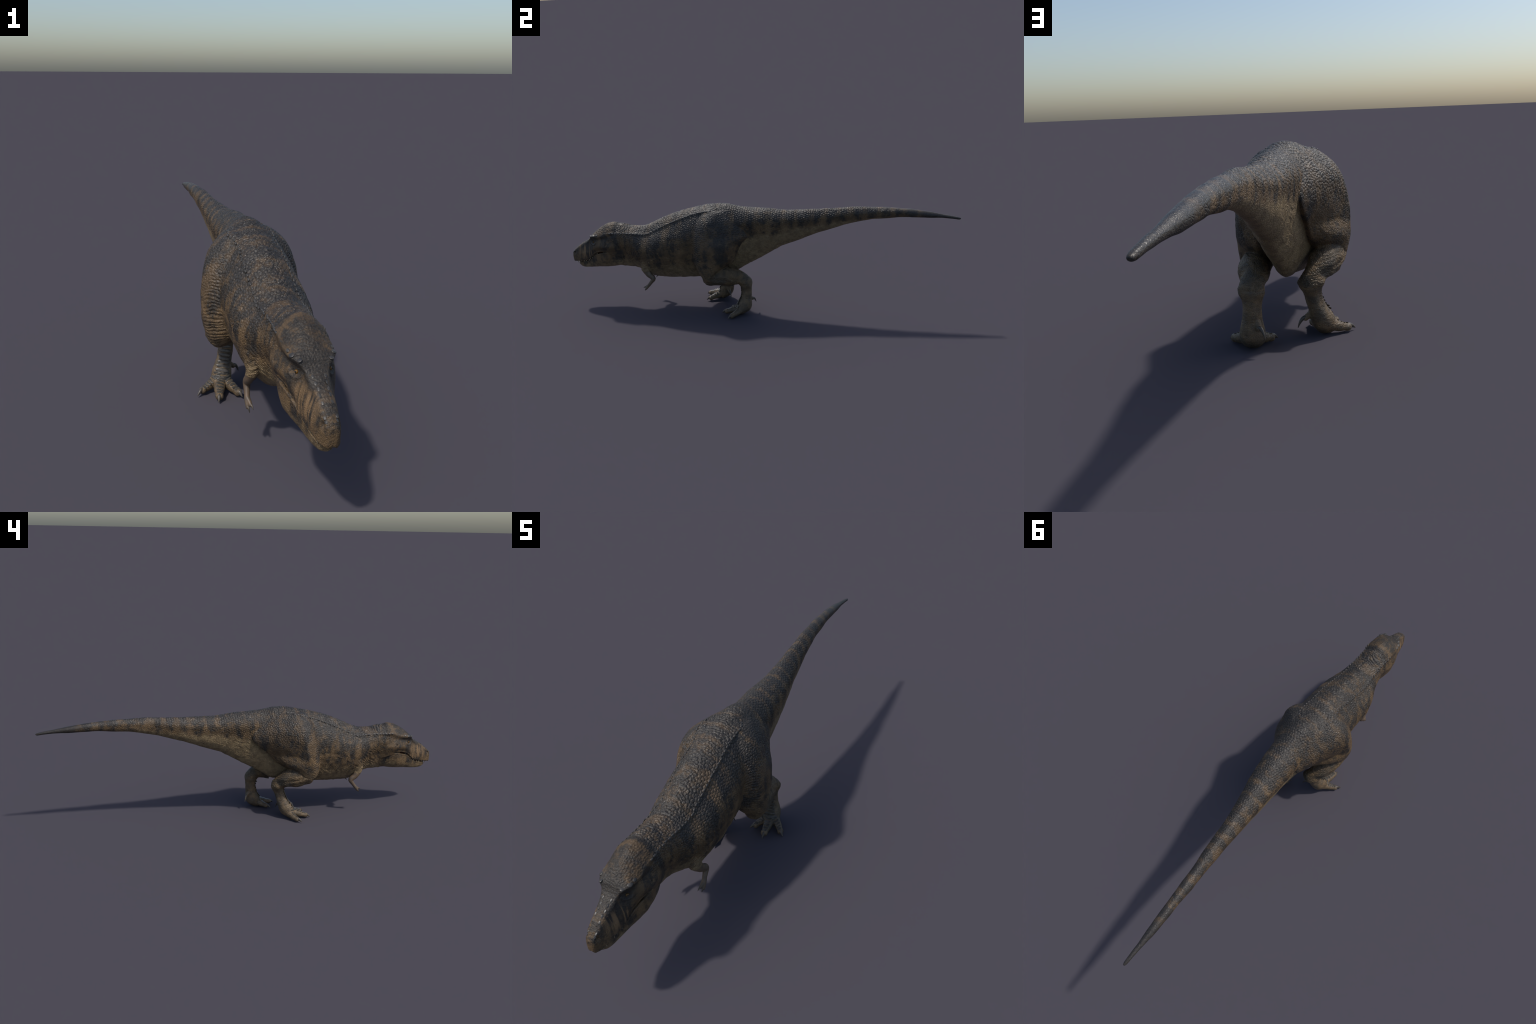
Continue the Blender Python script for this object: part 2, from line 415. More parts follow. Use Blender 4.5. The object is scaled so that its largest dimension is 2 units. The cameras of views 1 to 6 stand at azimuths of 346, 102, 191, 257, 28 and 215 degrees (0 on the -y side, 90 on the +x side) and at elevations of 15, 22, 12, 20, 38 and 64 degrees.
def plates(u, v, seed, jit=0.62):
    """2-D Worley cells in a staggered grid: 0 in the crack, 1 on the plate."""
    b0, b1 = np.floor(u), np.floor(v)
    f1 = np.full(len(u), 9.0); f2 = np.full(len(u), 9.0)
    for dx in (-2, -1, 0, 1, 2):
        for dy in (-1, 0, 1):
            i, j = b0 + dx, b1 + dy
            c = np.stack([i, j, 0 * i], -1).astype(np.int64)
            px = i + 0.5 + 0.5 * (j % 2) + jit * (hash3(c, seed) - 0.5); py = j + 0.5 + jit * (hash3(c, seed + 1) - 0.5)
            d = np.hypot(px - u, py - v)
            f2 = np.where(d < f1, f1, np.minimum(f2, d)); f1 = np.minimum(f1, d)
    return smooth(0.03, 0.24, f2 - f1) - 0.35 * f1


# large back and tail scales, laid in rows; smaller on the flanks
zmid = zb + (zt - zb) * T[:, 3 if False else 4]
rad = 0.5 * ((zt - zmid) + wv)
ang = np.arctan2(V[:, 0] - xc, V[:, 2] - zmid)
size = 0.0115 - 0.004 * smooth(0.15, 0.7, yv) - 0.003 * smooth(-0.4, -0.7, yv)
ju, jv = wob[:, 0] * 0.0015, wob[:, 1] * 0.0015
pb = plates((ang * rad + ju) / size, (yv + jv) / 0.0115, 11)
pt = plates((yv + ju) / 0.0100, (V[:, 2] - 0.6 * np.abs(V[:, 0]) + jv) / 0.0100, 23, 0.85)
back = smooth(0.42, 0.72, up) * (1 - 0.9 * smooth(0.40, 0.72, yv))
disp += back * (mb * (pb - 0.55) + mt * (pt - 0.55)) * 0.0021
# cross wrinkles over the shoulders and back between the two ridges
cx = V[:, 1] * 75 + 1.6 * wob[:, 0] + 0.8 * noise(V * 60, 9)
mid = bell(V[:, 0] - xc, 0, 0.055) * smooth(0.7, 0.85, up) * smooth(-0.78, -0.70, yv) * (1 - smooth(-0.22, -0.05, yv))
disp += mb * mid * np.sin(cx * 6.28) * 0.0013
# knuckled folds down the front of each thigh
for sgn, fy in ((-1, -0.335), (1, -0.283)):
    m = (V[:, 0] * sgn > 0.09) * bell(yv, fy + 0.004, 0.030) * bell(V[:, 2], 0.30, 0.12) * mt
    ph = V[:, 2] * 98 + 0.7 * wob[:, 1] + 0.5 * noise(V * 45, 21) + 18 * np.abs(yv - fy)
    disp += m * (np.abs(np.sin(ph * 3.14)) - 0.6) * 0.0038
# slanting throat and shoulder folds
m = bell(yv, -0.62, 0.06) * bell(up, 0.33, 0.22) * mb
disp += m * np.sin((V[:, 2] * 62 - yv * 62 + 1.4 * wob[:, 2]) * 6.28) * 0.0012
m = bell(yv, -0.53, 0.08) * bell(up, 0.55, 0.25) * mb
disp += m * np.sin((V[:, 2] * 25 + yv * 55 + 1.6 * wob[:, 1]) * 6.28) * 0.0012
# soft muscle and skin unevenness
disp += (mb + mt) * (noise(V * 14, 31) * 0.0022 + noise(V * 34, 32) * 0.0010)
disp += (mh + mj + ms + mf) * noise(V * 60, 33) * 0.0006
# ankle knobs and the tendon that stands out behind each metatarsus
for s in 'RL':
    a, b = np.array(FOOT[s][0][:3]), np.array(FOOT[s][2][:3])
    for dx in (-0.030, 0.030):
        d = np.linalg.norm(V - (a + np.array((dx, 0.008, 0.004))), axis=1)
        disp += (ms + mf) * np.exp(-(d / 0.016) ** 2) * 0.0045
        tt = np.clip(((V - a) @ (b - a)) / ((b - a) @ (b - a)), 0, 1)
        line = a + tt[:, None] * (b - a) + np.array((dx * 0.65, 0.014, 0))
        disp -= mf * np.exp(-(np.linalg.norm(V - line, axis=1) / 0.011) ** 2) * 0.0030 * smooth(0.05, 0.3, tt)
# muscle edge along the outer calf, and knuckle pads along the toes
disp += ms * np.sin((V[:, 2] * 26 + yv * 9 + 0.5 * wob[:, 0]) * 6.28) * 0.0014
for s in 'RL':
    for toe in TOES[s][:3]:
        for k, q in enumerate((np.array(toe[1][:3]), 0.5 * (np.array(toe[1][:3]) + np.array(toe[2][:3])), np.array(toe[2][:3]))):
            d = np.linalg.norm(V - q, axis=1)
            disp += mf * (np.exp(-(d / 0.011) ** 2) if k != 1 else -0.8 * np.exp(-(d / 0.010) ** 2)) * 0.0055
# irregular loose-skin wrinkles on flank, shoulder, throat and round the vent
q = V + wob * 0.012
wr = 1 - np.abs(noise(np.stack([q[:, 0] * 16, q[:, 1] * 44 + q[:, 2] * 18, q[:, 2] * 12], -1), 51)) * 2.2
w2 = 1 - np.abs(noise(np.stack([q[:, 0] * 20, q[:, 1] * 22, q[:, 2] * 60 - q[:, 1] * 30], -1), 52)) * 2.2
low = (1 - smooth(0.45, 0.70, up)) * (1 - smooth(0.05, 0.35, yv))
disp += (mb * low + 0.6 * mt * (1 - back)) * (0.0013 * np.maximum(wr, -0.5) + 0.0009 * np.maximum(w2, -0.5))
# rings of shin and ankle skin
disp += (ms + 0.4 * mf) * np.sin((V[:, 2] * 95 + 1.2 * wob[:, 0] + noise(V * 40, 8)) * 6.28) * 0.0005
# rib-and-groove of the ridge line that runs from brow to hip
rz = zt - rdv
side = np.abs(V[:, 0] - xc)
m = bell(side, rxv, 0.018) * smooth(-0.80, -0.76, yv) * (1 - smooth(-0.24, -0.14, yv))
m = m * (0.75 + 0.5 * noise(V * 40, 41))
disp += m * (bell(V[:, 2], rz + 0.003, 0.007) * 0.0030 - bell(V[:, 2], rz - 0.009, 0.007) * 0.0006)
# head: pebbled crown, coarse bosses along the snout
g1, g2 = cells((V + wob * 0.0015) * np.array([135, 115, 135]), 17)
crown = mh * smooth(-0.02, 0.02, V[:, 2] - np.interp(yv, SK[::-1, 0], SK[::-1, 3]))
disp += crown * (smooth(0.03, 0.35, g2 - g1) - 0.6) * 0.0015
# lip line: a crease with a raised lower lip from the corner of the mouth forward
my = np.array([-0.975, -0.930, -0.903, -0.886, -0.868, -0.850, -0.825, -0.795, -0.775])
mz = np.array([0.228, 0.237, 0.246, 0.256, 0.274, 0.288, 0.296, 0.302, 0.302])
lz_ = V[:, 2] - np.interp(yv, my, mz)
fade = smooth(-0.768, -0.790, yv) * smooth(0.010, 0.022, np.abs(V[:, 0] - HEAD_X))
disp += (mh + mj) * fade * (-0.0050 * bell(lz_, 0.0, 0.0030) + 0.0020 * bell(lz_, -0.0065, 0.0035) + 0.0014 * bell(lz_, 0.008, 0.004))
# hollow round the eye, cheek fold behind the mouth
for sx in (-1, 1):
    d = np.linalg.norm((V - np.array([HEAD_X + sx * 0.044, -0.861, 0.350])) / np.array([0.02, 0.014, 0.009]), axis=1)
    disp += mh * (-0.0035 * np.exp(-d ** 2) + 0.0020 * bell(d, 1.35, 0.3) * (V[:, 2] < 0.352))
# nostril pits and ear slits
for sx in (-1, 1):
    d = np.linalg.norm((V - np.array([HEAD_X + sx * 0.0185, -0.986, 0.282])) / np.array([0.012, 0.0045, 0.009]), axis=1)
    disp -= mh * np.exp(-d ** 2) * 0.008
    d = np.linalg.norm((V - np.array([HEAD_X + sx * 0.065, -0.781, 0.346])) / np.array([0.03, 0.0035, 0.008]), axis=1)
    disp -= mh * np.exp(-d ** 2) * 0.005
V = V + N * disp[:, None]
V[:, 2] = np.maximum(V[:, 2], 0.0006)
N = normals(V)
skin.vertices.foreach_set("co", V.ravel())

# ------------------------------------------------------------------ materials
def lin(r, g, b):
    f = lambda c: (c / 255 / 12.92) if c / 255 <= 0.04045 else ((c / 255 + 0.055) / 1.055) ** 2.4
    return (f(r), f(g), f(b), 1)


class Nodes:
    def __init__(self, name):
        self.mat = bpy.data.materials.new(name); self.mat.use_nodes = True
        self.t = self.mat.node_tree; self.bsdf = self.t.nodes["Principled BSDF"]
        self.obj = self.new('ShaderNodeTexCoord').outputs['Object']

    def new(self, kind, **kw):
        n = self.t.nodes.new(kind)
        for k, v in kw.items(): setattr(n, k, v)
        return n

    def put(self, sock, val):
        if hasattr(val, 'is_output') or isinstance(val, bpy.types.NodeSocket): self.t.links.new(val, sock)
        else: sock.default_value = val

    def math(self, op, a, b=0.0, c=None, clamp=False):
        n = self.new('ShaderNodeMath', operation=op, use_clamp=clamp)
        self.put(n.inputs[0], a); self.put(n.inputs[1], b)
        if c is not None: self.put(n.inputs[2], c)
        return n.outputs[0]

    def vec(self, op, a, b):
        n = self.new('ShaderNodeVectorMath', operation=op); self.put(n.inputs[0], a); self.put(n.inputs[1], b)
        return n.outputs[0]

    def noise(self, scale, detail=3, rough=0.55, vec=None, stretch=None, dist=0.0):
        n = self.new('ShaderNodeTexNoise'); n.inputs['Scale'].default_value = scale
        n.inputs['Detail'].default_value = detail; n.inputs['Roughness'].default_value = rough
        n.inputs['Distortion'].default_value = dist
        v = vec or self.obj
        if stretch: v = self.vec('MULTIPLY', v, stretch)
        self.put(n.inputs['Vector'], v)
        return n.outputs['Fac']

    def cell(self, scale, feature='DISTANCE_TO_EDGE', vec=None, out=0, stretch=None):
        n = self.new('ShaderNodeTexVoronoi', feature=feature); n.inputs['Scale'].default_value = scale
        v = vec or self.obj
        if stretch: v = self.vec('MULTIPLY', v, stretch)
        self.put(n.inputs['Vector'], v)
        return n.outputs[out]

    def step(self, x, a, b):
        n = self.new('ShaderNodeMapRange', interpolation_type='SMOOTHSTEP')
        self.put(n.inputs[0], x); self.put(n.inputs[1], a); self.put(n.inputs[2], b)
        return n.outputs[0]

    def mix(self, f, a, b):
        n = self.new('ShaderNodeMix', data_type='RGBA')
        self.put(n.inputs[0], f); self.put(n.inputs[6], a); self.put(n.inputs[7], b)
        return n.outputs[2]

    def curve(self, x, pts):
        """Smooth curve of x over y in -1..1 with values 0..0.6 m."""
        n = self.new('ShaderNodeFloatCurve')
        self.put(n.inputs['Value'], self.math('MULTIPLY_ADD', x, 0.5, 0.5))
        c = n.mapping.curves[0]
        pts = [((a + 1) / 2, b / 0.6) for a, b in pts]
        c.points[0].location = pts[0]; c.points[1].location = pts[-1]
        for p in pts[1:-1]: c.points.new(*p)
        n.mapping.update()
        return self.math('MULTIPLY', n.outputs[0], 0.6)

    def bump(self, h, strength, dist, prev=None):
        n = self.new('ShaderNodeBump'); n.inputs['Strength'].default_value = strength
        n.inputs['Distance'].default_value = dist
        self.put(n.inputs['Height'], h)
        if prev: self.put(n.inputs['Normal'], prev)
        return n.outputs[0]


SLATE = (0.0165, 0.0152, 0.0145, 1)
SLATE2 = (0.0400, 0.0345, 0.0285, 1)
BROWN = (0.096, 0.062, 0.032, 1)
RUST = (0.158, 0.101, 0.051, 1)
BELLY = (0.250, 0.182, 0.098, 1)
BELLY2 = (0.160, 0.113, 0.062, 1)


def hide(name, belly, dorsal, leg=False, face=False):
    """Scaly hide: slate back, dark broken bands over brown flanks, pale underside."""
    m = Nodes(name)
    warp = m.new('ShaderNodeTexNoise'); warp.inputs['Scale'].default_value = 9; warp.inputs['Detail'].default_value = 3
    m.put(warp.inputs['Vector'], m.obj)
    w = m.vec('SUBTRACT', warp.outputs['Color'], (0.5, 0.5, 0.5))
    p = m.vec('ADD', m.obj, m.vec('MULTIPLY', w, (0.06, 0.06, 0.06)))
    sp = m.new('ShaderNodeSeparateXYZ'); m.put(sp.inputs[0], p)
    so = m.new('ShaderNodeSeparateXYZ'); m.put(so.inputs[0], m.obj)
    y, z = sp.outputs['Y'], sp.outputs['Z']
    lo = m.curve(so.outputs['Y'], belly); hi = m.curve(so.outputs['Y'], dorsal)
    t = m.math('DIVIDE', m.math('SUBTRACT', z, lo), m.math('MAXIMUM', m.math('SUBTRACT', hi, lo), 0.004))
    # broken vertical blotches on the flank
    blot = m.noise(1.0, 4, 0.6, vec=p, stretch=(6, 19, 6))
    fine = m.noise(150, 4, 0.7)
    mott = m.noise(42, 7, 0.72)
    # dark bands round the tail
    wave = m.math('SINE', m.math('ADD', m.math('MULTIPLY', y, 96.0), m.math('MULTIPLY', blot, 5.0)))
    band = m.math('MULTIPLY_ADD', wave, 0.13, 0.51)
    blot = m.math('MULTIPLY_ADD', wave, 0.075, m.math('MULTIPLY_ADD', m.math('SUBTRACT', blot, 0.5), 1.20, 0.51))
    tail = m.step(so.outputs['Y'], -0.05, 0.22)
    tipf = m.step(so.outputs['Y'], 0.72, 0.86)
    pat = m.math('ADD', m.math('MULTIPLY', blot, m.math('SUBTRACT', 1.0, tail)), m.math('MULTIPLY', band, tail))
    pat = m.math('ADD', pat, m.math('MULTIPLY', m.math('SUBTRACT', mott, 0.5), 1.25))
    pat = m.math('ADD', pat, m.math('MULTIPLY', m.math('SUBTRACT', fine, 0.5), 0.35))
    pat = m.math('ADD', pat, m.math('MULTIPLY', m.math('SUBTRACT', t, 0.56), 0.30))
    pat = m.math('MAXIMUM', pat, m.math('MULTIPLY', tipf, 0.7))
    if face:                              # greyish-brown crown, dark strip along the bridge of the nose
        crown = m.math('MULTIPLY', m.step(so.outputs['Y'], -0.885, -0.85), m.step(so.outputs['Z'], 0.37, 0.395))
        pat = m.math('SUBTRACT', pat, m.math('MULTIPLY', crown, 0.10))
        bx = m.math('ABSOLUTE', m.math('SUBTRACT', sp.outputs['X'], HEAD_X))
        pat = m.math('ADD', pat, m.math('MULTIPLY', m.step(so.outputs['Y'], -0.80, -0.90), 0.075))
        strip = m.math('MULTIPLY', m.math('MULTIPLY', m.step(bx, 0.030, 0.018), m.step(so.outputs['Y'], -0.85, -0.875)), m.step(so.outputs['Y'], -0.985, -0.955))
        pat = m.math('ADD', pat, m.math('MULTIPLY', m.math('MULTIPLY', strip, m.step(so.outputs['Z'], 0.285, 0.31)), 0.14))
    dark = m.step(pat, 0.34, 0.65)
    brown = m.mix(m.step(m.noise(17, 3), 0.4, 0.65), BROWN, RUST)
    brown = m.mix(m.math('MULTIPLY', m.step(t, 0.45, 0.85), 0.55), brown, (0.056, 0.038, 0.023, 1))
    slate = m.mix(m.step(fine, 0.35, 0.65), SLATE, SLATE2)
    col = m.mix(dark, brown, slate)
    bel = m.mix(m.step(mott, 0.38, 0.62), BELLY, BELLY2)
    edge = m.math('ADD', t, m.math('MULTIPLY', m.math('SUBTRACT', mott, 0.5), 0.5))
    col = m.mix(m.step(edge, -0.10, 0.22), bel, col)
    if leg:
        lm = m.step(m.math('ADD', z, m.math('MULTIPLY', m.math('SUBTRACT', mott, 0.5), 0.06)), 0.31, 0.21)
        big = m.noise(11, 3)
        lc = m.mix(m.step(mott, 0.36, 0.64), (0.165, 0.109, 0.056, 1), (0.074, 0.054, 0.033, 1))
        lc = m.mix(m.math('MULTIPLY', m.step(big, 0.48, 0.62), 0.6), lc, (0.050, 0.046, 0.038, 1))
        col = m.mix(lm, col, lc)
    # pale lines in the creases between scales
    c1 = m.cell(150, vec=p); c2 = m.cell(300)
    line = m.math('SUBTRACT', 1.0, m.step(c1, 0.02, 0.10))
    col = m.mix(m.math('MULTIPLY', line, 0.15), col, brown)
    if face:
        st = m.noise(1.0, 3, 0.5, stretch=(3, 75, 9))
        zone = m.math('MULTIPLY', m.step(y, -0.85, -0.89), m.step(y, -0.985, -0.93))
        zone = m.math('MULTIPLY', zone, m.math('MULTIPLY', m.step(z, 0.25, 0.28), m.step(z, 0.345, 0.31)))
        col = m.mix(m.math('MULTIPLY', m.math('MULTIPLY', zone, 0.7), m.step(st, 0.50, 0.40)), col, (0.030, 0.026, 0.022, 1))
        col = m.mix(m.math('MULTIPLY', zone, m.step(st, 0.44, 0.60)), col, (0.200, 0.126, 0.065, 1))
    m.put(m.bsdf.inputs['Base Color'], col)
    back = m.step(t, 0.45, 0.75)
    rough = m.math('MULTIPLY_ADD', mott, 0.22, m.math('MULTIPLY_ADD', back, 0.04 if face else -0.07, 0.38))
    m.put(m.bsdf.inputs['Roughness'], rough)
    m.put(m.bsdf.inputs['Specular IOR Level'], m.math('MULTIPLY_ADD', back, 0.02 if face else 0.16, 0.29))
    calm = m.math('MULTIPLY', m.math('MULTIPLY_ADD', back, -0.55, 1.0), m.math('MULTIPLY_ADD', tipf, -0.6, 1.0))
    if face: calm = m.math('MULTIPLY', calm, 0.5)          # big flat plates carry less grain
    n = m.bump(m.math('MULTIPLY', m.step(c1, 0.0, 0.25), calm), 0.8, 0.0016)
    n = m.bump(m.step(c2, 0.0, 0.3), 0.35, 0.0005, n)
    n = m.bump(m.math('MULTIPLY', m.noise(70, 6, 0.7), calm), 0.45, 0.0022, n)
    m.put(m.bsdf.inputs['Normal'], n)
    return m.mat


BELLY_LINE = [(-1, 0.20), (-0.9, 0.205), (-0.78, 0.225), (-0.68, 0.24), (-0.55, 0.225), (-0.42, 0.225), (-0.25, 0.26), (-0.12, 0.35),
              (0.0, 0.40), (0.12, 0.425), (0.3, 0.452), (0.45, 0.474), (0.6, 0.478), (1, 0.46)]
BACK_LINE = [(-1, 0.37), (-0.9, 0.40), (-0.75, 0.46), (-0.6, 0.44), (-0.4, 0.52), (-0.15, 0.57), (0.1, 0.54), (0.4, 0.545), (0.7, 0.54), (1, 0.50)]
mat_body = hide("banded_hide", BELLY_LINE, BACK_LINE)
mat_head = hide("head_hide", BELLY_LINE, BACK_LINE, face=True)
LEG_LINE = [(-1, 0.19), (1, 0.19)]
mat_thigh = hide("leg_hide", [(-1, 0.10), (1, 0.10)], BACK_LINE, leg=True)


def foot_hide():
    """Wrinkled olive-tan skin of the feet."""
    m = Nodes("foot_hide")
    mott = m.noise(36, 6, 0.7); big = m.noise(13, 3)
    col = m.mix(m.step(mott, 0.36, 0.64), (0.168, 0.112, 0.058, 1), (0.074, 0.054, 0.033, 1))
    col = m.mix(m.math('MULTIPLY', m.step(big, 0.48, 0.64), 0.5), col, (0.056, 0.050, 0.039, 1))
    m.put(m.bsdf.inputs['Base Color'], col)
    m.put(m.bsdf.inputs['Roughness'], m.math('MULTIPLY_ADD', mott, 0.2, 0.38))
    n = m.bump(m.step(m.cell(210), 0.0, 0.25), 0.7, 0.0010)
    n = m.bump(m.noise(1.0, 5, 0.65, stretch=(50, 50, 170)), 0.6, 0.0022, n)
    m.put(m.bsdf.inputs['Normal'], n)
    return m.mat


def plain(name, c1, c2, scale, rough, bump=0.3, stretch=None):
    m = Nodes(name); f = m.noise(scale, 4, 0.6, stretch=stretch)
    m.put(m.bsdf.inputs['Base Color'], m.mix(m.step(f, 0.35, 0.65), c1, c2))
    m.bsdf.inputs['Roughness'].default_value = rough
    m.put(m.bsdf.inputs['Normal'], m.bump(f, bump, 0.001))
    return m.mat


mat_leg, mat_foot = mat_thigh, foot_hide()
mat_arm = plain("arm_hide", (0.135, 0.088, 0.052, 1), (0.078, 0.058, 0.040, 1), 60, 0.5)
mat_claw = plain("claw_horn", (0.050, 0.042, 0.034, 1), (0.085, 0.068, 0.050, 1), 60, 0.38)
mat_tooth = plain("tooth_ivory", (0.36, 0.30, 0.20, 1), (0.26, 0.21, 0.13, 1), 200, 0.35)
mat_mouth = plain("mouth_flesh", (0.050, 0.016, 0.012, 1), (0.090, 0.022, 0.015, 1), 80, 0.4)
mat_scute = plain("scute_keratin", (0.060, 0.053, 0.045, 1), (0.030, 0.028, 0.026, 1), 90, 0.42)
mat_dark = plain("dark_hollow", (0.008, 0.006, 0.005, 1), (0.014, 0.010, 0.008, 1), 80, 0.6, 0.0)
mat_eye = Nodes("amber_eye")
mat_pupil = plain("pupil_black", (0.004, 0.004, 0.004, 1), (0.006, 0.006, 0.006, 1), 50, 0.1, 0.0)
f = mat_eye.noise(400, 3)
mat_eye.put(mat_eye.bsdf.inputs['Base Color'], mat_eye.mix(f, (0.17, 0.085, 0.012, 1), (0.085, 0.036, 0.006, 1)))
mat_eye.bsdf.inputs['Roughness'].default_value = 0.12
mat_eye = mat_eye.mat

# ------------------------------------------------------------------ divide the skin into parts
scene = bpy.context.scene.collection
root = bpy.data.objects.new("tyrannosaur", None); scene.objects.link(root)
root["label"] = "large striding carnivorous dinosaur with dark banded scaly hide"
root["category"] = "dinosaur"

NAMES = {HEAD: ("head", mat_head), JAW: ("lower_jaw", mat_head), NECK: ("neck", mat_body), TORSO: ("torso", mat_body), TAIL: ("tail", mat_body),
         ARM_R: ("forelimb", mat_arm), ARM_L: ("forelimb", mat_arm), HAND_R: ("hand", mat_arm), HAND_L: ("hand", mat_arm),
         THIGH_R: ("thigh", mat_thigh), THIGH_L: ("thigh", mat_thigh), SHIN_R: ("shin", mat_leg), SHIN_L: ("shin", mat_leg),
         FOOT_R: ("foot", mat_foot), FOOT_L: ("foot", mat_foot)}
fv = vpart[F]
fpart = np.sort(fv, axis=1)[:, 1]
objs = {}
for pid, (name, mat) in NAMES.items():
    sel = F[fpart == pid]
    if len(sel) == 0: continue
    used, inv = np.unique(sel, return_inverse=True)
    me = bpy.data.meshes.new(name)
    me.from_pydata(V[used].tolist(), [], inv.reshape(-1, 4).tolist())
    me.materials.append(mat)
    me.polygons.foreach_set("use_smooth", [True] * len(me.polygons))
    me.normals_split_custom_set_from_vertices(N[used].tolist())
    o = bpy.data.objects.new(name, me); scene.objects.link(o); o.parent = root
    objs[pid] = o
for a, b in ((HAND_R, ARM_R), (HAND_L, ARM_L)):
    if a in objs: objs[a].parent = objs[b]


def add(name, me, parent, mat):
    me.materials.clear(); me.materials.append(mat)
    o = bpy.data.objects.new(name, me); scene.objects.link(o); o.parent = parent
    return o


def horn(name, base, tip, r, droop, flat=0.8, back=0.35):
    """Curved cone from base to tip, bowed upward by droop."""
    base, tip = np.array(base, float), np.array(tip, float)
    d = tip - base; base = base - d * back * 0.5; d = tip - base
    ln = np.linalg.norm(d); upv = np.array([0, 0, 1.0]); upv -= d * (upv @ d) / ln ** 2
    upv /= np.linalg.norm(upv); sd = np.cross(d / ln, upv)
    s = Soup(); rings = []
    a = np.linspace(0, 2 * math.pi, 14, endpoint=False)
    for t in np.linspace(0, 1, 12):
        c = base + d * t + upv * droop * ln * math.sin(math.pi * t ** 0.8)
        rr = r * (1 - t) ** 0.75 + 0.0004
        rings.append(c + np.outer(np.cos(a) * rr * flat, sd) + np.outer(np.sin(a) * rr, upv))
    s.rings(rings, 0)
    me = s.mesh(name)
    me.polygons.foreach_set("use_smooth", [True] * len(me.polygons))
    return me


for s, ft in (('R', FOOT_R), ('L', FOOT_L)):
    for toe in TOES[s]:
        b, tip = toe[2], toe[3]
        add("claw", horn("claw", b[:3], tip, b[3] * 0.92, 0.16), objs[ft], mat_claw)
for s, hd in (('R', ARM_R), ('L', ARM_L)):
    for fg in FINGERS[s]:
        add("claw", horn("claw", fg[2][:3], fg[3], fg[2][3] * 0.85, 0.14), objs[hd], mat_claw)

# mouth lining behind the lips
lining = Soup(); rings = []
for y in np.linspace(-0.970, -0.74, 24):
    sk = pchip(SK[::-1, 0], SK[::-1, 8:10], [y])[0]; lj = pchip(LJ[::-1, 0], LJ[::-1, 1:3], [y])[0]
    w = min(sk[0], lj[0]) * 0.80; z1 = sk[1] + 0.008; z0 = lj[1] - 0.008
    a = np.linspace(0, 2 * math.pi, 20, endpoint=False)
    rings.append(np.stack([HEAD_X + w * np.cos(a), np.full(20, y), (z0 + z1) / 2 + (z1 - z0) / 2 * np.sin(a)], -1))
lining.rings(rings, 0)
add("mouth_lining", lining.mesh("mouth_lining"), objs[HEAD], mat_mouth)

# teeth: upper row hanging outside the lower lip
for sx in (-1, 1):
    for k, y in enumerate(np.linspace(-0.975, -0.872, 11)):
        lx, lz = pchip(SK[::-1, 0], SK[::-1, 8:10], [y])[0]
        ln = (0.013 + 0.004 * math.sin(k * 1.9)) * (0.8 if k > 8 else 1)
        b = (HEAD_X + sx * (lx - 0.006), y, lz + 0.003)
        add("tooth", horn("tooth", b, (b[0] - sx * 0.002, y + 0.003, lz - ln), 0.0027, 0.0), objs[HEAD], mat_tooth)

# eyes
def ball(name, c, r):
    me = bpy.data.meshes.new(name); bm = bmesh.new()
    bmesh.ops.create_uvsphere(bm, u_segments=24, v_segments=16, radius=r)
    bmesh.ops.translate(bm, verts=bm.verts, vec=Vector(c))
    for fc in bm.faces: fc.smooth = True
    bm.to_mesh(me); bm.free()
    return me


for sx in (-1, 1):
    c = np.array((HEAD_X + sx * 0.0405, -0.860, 0.350))
    e = add("eye", ball("eye", c, 0.0050), objs[HEAD], mat_eye)
    add("pupil", ball("pupil", c + np.array((sx * 0.0037, -0.0026, 0.0009)), 0.0020), objs[HEAD], mat_pupil)

# scutes: a row of keeled plates along each ridge line, bosses over the eyes and along the nose
tree = BVHTree.FromPolygons(V.tolist(), F.tolist())


def scute(name, p, tang, nrm, ln, wd, ht):
    t = np.array(tang, float); n = np.array(nrm, float); t /= np.linalg.norm(t)
    n -= t * (n @ t); n /= np.linalg.norm(n); b = np.cross(n, t)
    me = bpy.data.meshes.new(name); bm = bmesh.new()
    bmesh.ops.create_icosphere(bm, subdivisions=3, radius=1)
    for v in bm.verts:
        x, y, z = v.co
        k = np.sign(x) * abs(x) ** 0.8
        q = np.array(p) + t * k * ln + b * y * wd + n * (z * ht)
        v.co = Vector(q)
    for fc in bm.faces: fc.smooth = True
    bm.to_mesh(me); bm.free()
    return me


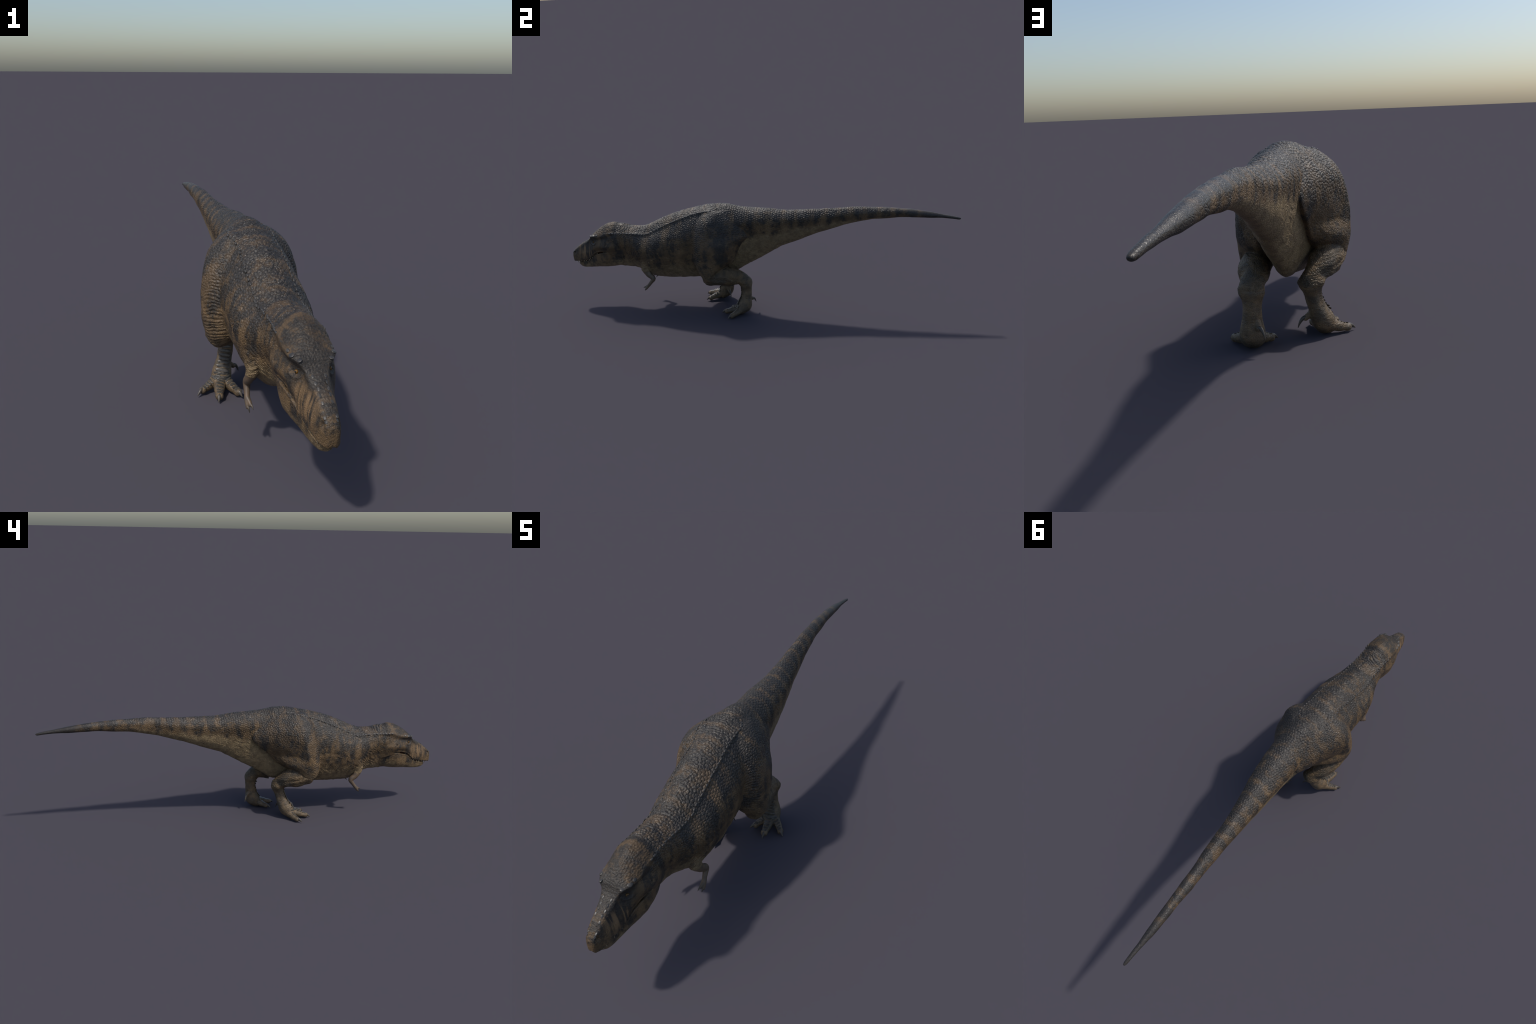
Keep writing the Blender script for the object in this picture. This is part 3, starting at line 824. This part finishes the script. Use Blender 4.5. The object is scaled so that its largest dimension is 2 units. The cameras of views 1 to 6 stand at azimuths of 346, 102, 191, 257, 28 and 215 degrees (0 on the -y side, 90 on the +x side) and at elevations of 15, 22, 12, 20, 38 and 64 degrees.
for sx in (-1, 1):
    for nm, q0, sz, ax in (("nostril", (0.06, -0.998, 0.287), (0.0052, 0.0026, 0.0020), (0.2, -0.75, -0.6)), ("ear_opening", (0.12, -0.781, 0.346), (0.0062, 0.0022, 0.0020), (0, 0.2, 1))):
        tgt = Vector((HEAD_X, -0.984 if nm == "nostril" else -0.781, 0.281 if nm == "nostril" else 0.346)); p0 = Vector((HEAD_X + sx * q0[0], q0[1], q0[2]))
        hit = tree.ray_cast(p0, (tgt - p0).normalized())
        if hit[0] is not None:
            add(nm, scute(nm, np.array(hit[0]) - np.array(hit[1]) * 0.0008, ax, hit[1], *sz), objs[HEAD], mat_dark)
    y = -0.755; k = 0
    while y < -0.185:
        r = trunk_at(np.array([y, y + 0.01]))
        p0 = np.array([r[0, 0] + sx * (r[0, 4 + 0 if False else 5] + 0.03), y, r[0, 1] - r[0, 6] + 0.004])
        hit = tree.ray_cast(Vector(p0), Vector((-sx, 0, 0)))
        if hit[0] is not None:
            tang = np.array([0, 0.01, (r[1, 1] - r[1, 6]) - (r[0, 1] - r[0, 6])])
            big = 1 + 0.25 * rng.rand()
            add("scute", scute("scute", np.array(hit[0]), tang, (sx, 0, 0.35), 0.0060 * big, 0.0036 * big, 0.0030), objs[NECK] if y < -0.585 else objs[TORSO], mat_scute)
        y += 0.0150 + 0.002 * rng.rand()
    for (yy, zz, off, ln, wd, ht) in ((-0.851, 0.386, 0.054, 0.0095, 0.0075, 0.0028), (-0.872, 0.382, 0.043, 0.0080, 0.0065, 0.0026),
                                      (-0.832, 0.389, 0.057, 0.0075, 0.0050, 0.0022)):
        p0 = Vector((HEAD_X + sx * 0.12, yy, zz + 0.06)); hit = tree.ray_cast(p0, Vector((HEAD_X + sx * (off - 0.006) - p0.x, 0, zz - p0.z)))
        if hit[0] is not None:
            add("brow_boss", scute("brow_boss", np.array(hit[0]) - np.array(hit[1]) * 0.0007, (0, 1, 0.1), hit[1], ln, wd, ht), objs[HEAD], mat_scute)
    for yy in (-0.900, -0.915, -0.929, -0.943, -0.957, -0.982, -0.988):
        off = np.interp(yy, SK[::-1, 0], SK[::-1, 2]) * (0.6 if yy > -0.96 else 0.8)
        hit = tree.ray_cast(Vector((HEAD_X + sx * off, yy, 0.5)), Vector((0, 0, -1)))
        add("snout_scale", scute("snout_scale", np.array(hit[0]), (0, 1, 0.6), hit[1], 0.0058, 0.0036, 0.0009), objs[HEAD], mat_scute)

# horny plates down the front of each metatarsus and along the top of every toe
def plate_row(path, parent, count, aim):
    p = np.array(path, float)
    s = np.concatenate([[0], np.cumsum(np.linalg.norm(np.diff(p[:, :3], axis=0), axis=1))])
    for k in range(count):
        f = (k + 0.5) / count * s[-1]; q = pchip(s, p, [f])[0]; e = pchip(s, p, [min(f + 1e-3, s[-1])])[0] - pchip(s, p, [f - 1e-3])[0]
        t = e[:3] / np.linalg.norm(e[:3]); a = np.array(aim, float); a -= t * (a @ t); a /= np.linalg.norm(a)
        hit = tree.ray_cast(Vector(q[:3] + a * 0.08), Vector(-a), 0.1)
        if hit[0] is None: continue
        ln = s[-1] / count * (0.45 + 0.05 * rng.rand()); wd = q[3] * (0.70 + 0.1 * rng.rand())
        add("toe_plate", scute("toe_plate", np.array(hit[0]) - np.array(hit[1]) * wd * 0.05, t, hit[1], ln, wd, wd * 0.10), parent, mat_plate)


mat_plate = plain("plate_keratin", (0.072, 0.062, 0.049, 1), (0.038, 0.036, 0.033, 1), 120, 0.36)
for s, ft in (('R', FOOT_R), ('L', FOOT_L)):
    plate_row([(*r[:3], r[3]) for r in FOOT[s][:4]], objs[ft], 9, (-0.2 if s == 'R' else 0.1, -1, 0.25))
    for k, toe in enumerate(TOES[s][:3]):
        (a, b, c) = toe[:3]
        up0 = np.array(a[:3]) + np.array((0, 0.010, 0.030))
        plate_row([(*up0, 0.015), (*a[:3], a[3] * 0.85), (*b[:3], b[3]), (*c[:3], c[3])], objs[ft], 9, (0, -0.45, 1))

for me in [m for m in bpy.data.meshes if m.users == 0]:
    bpy.data.meshes.remove(me)
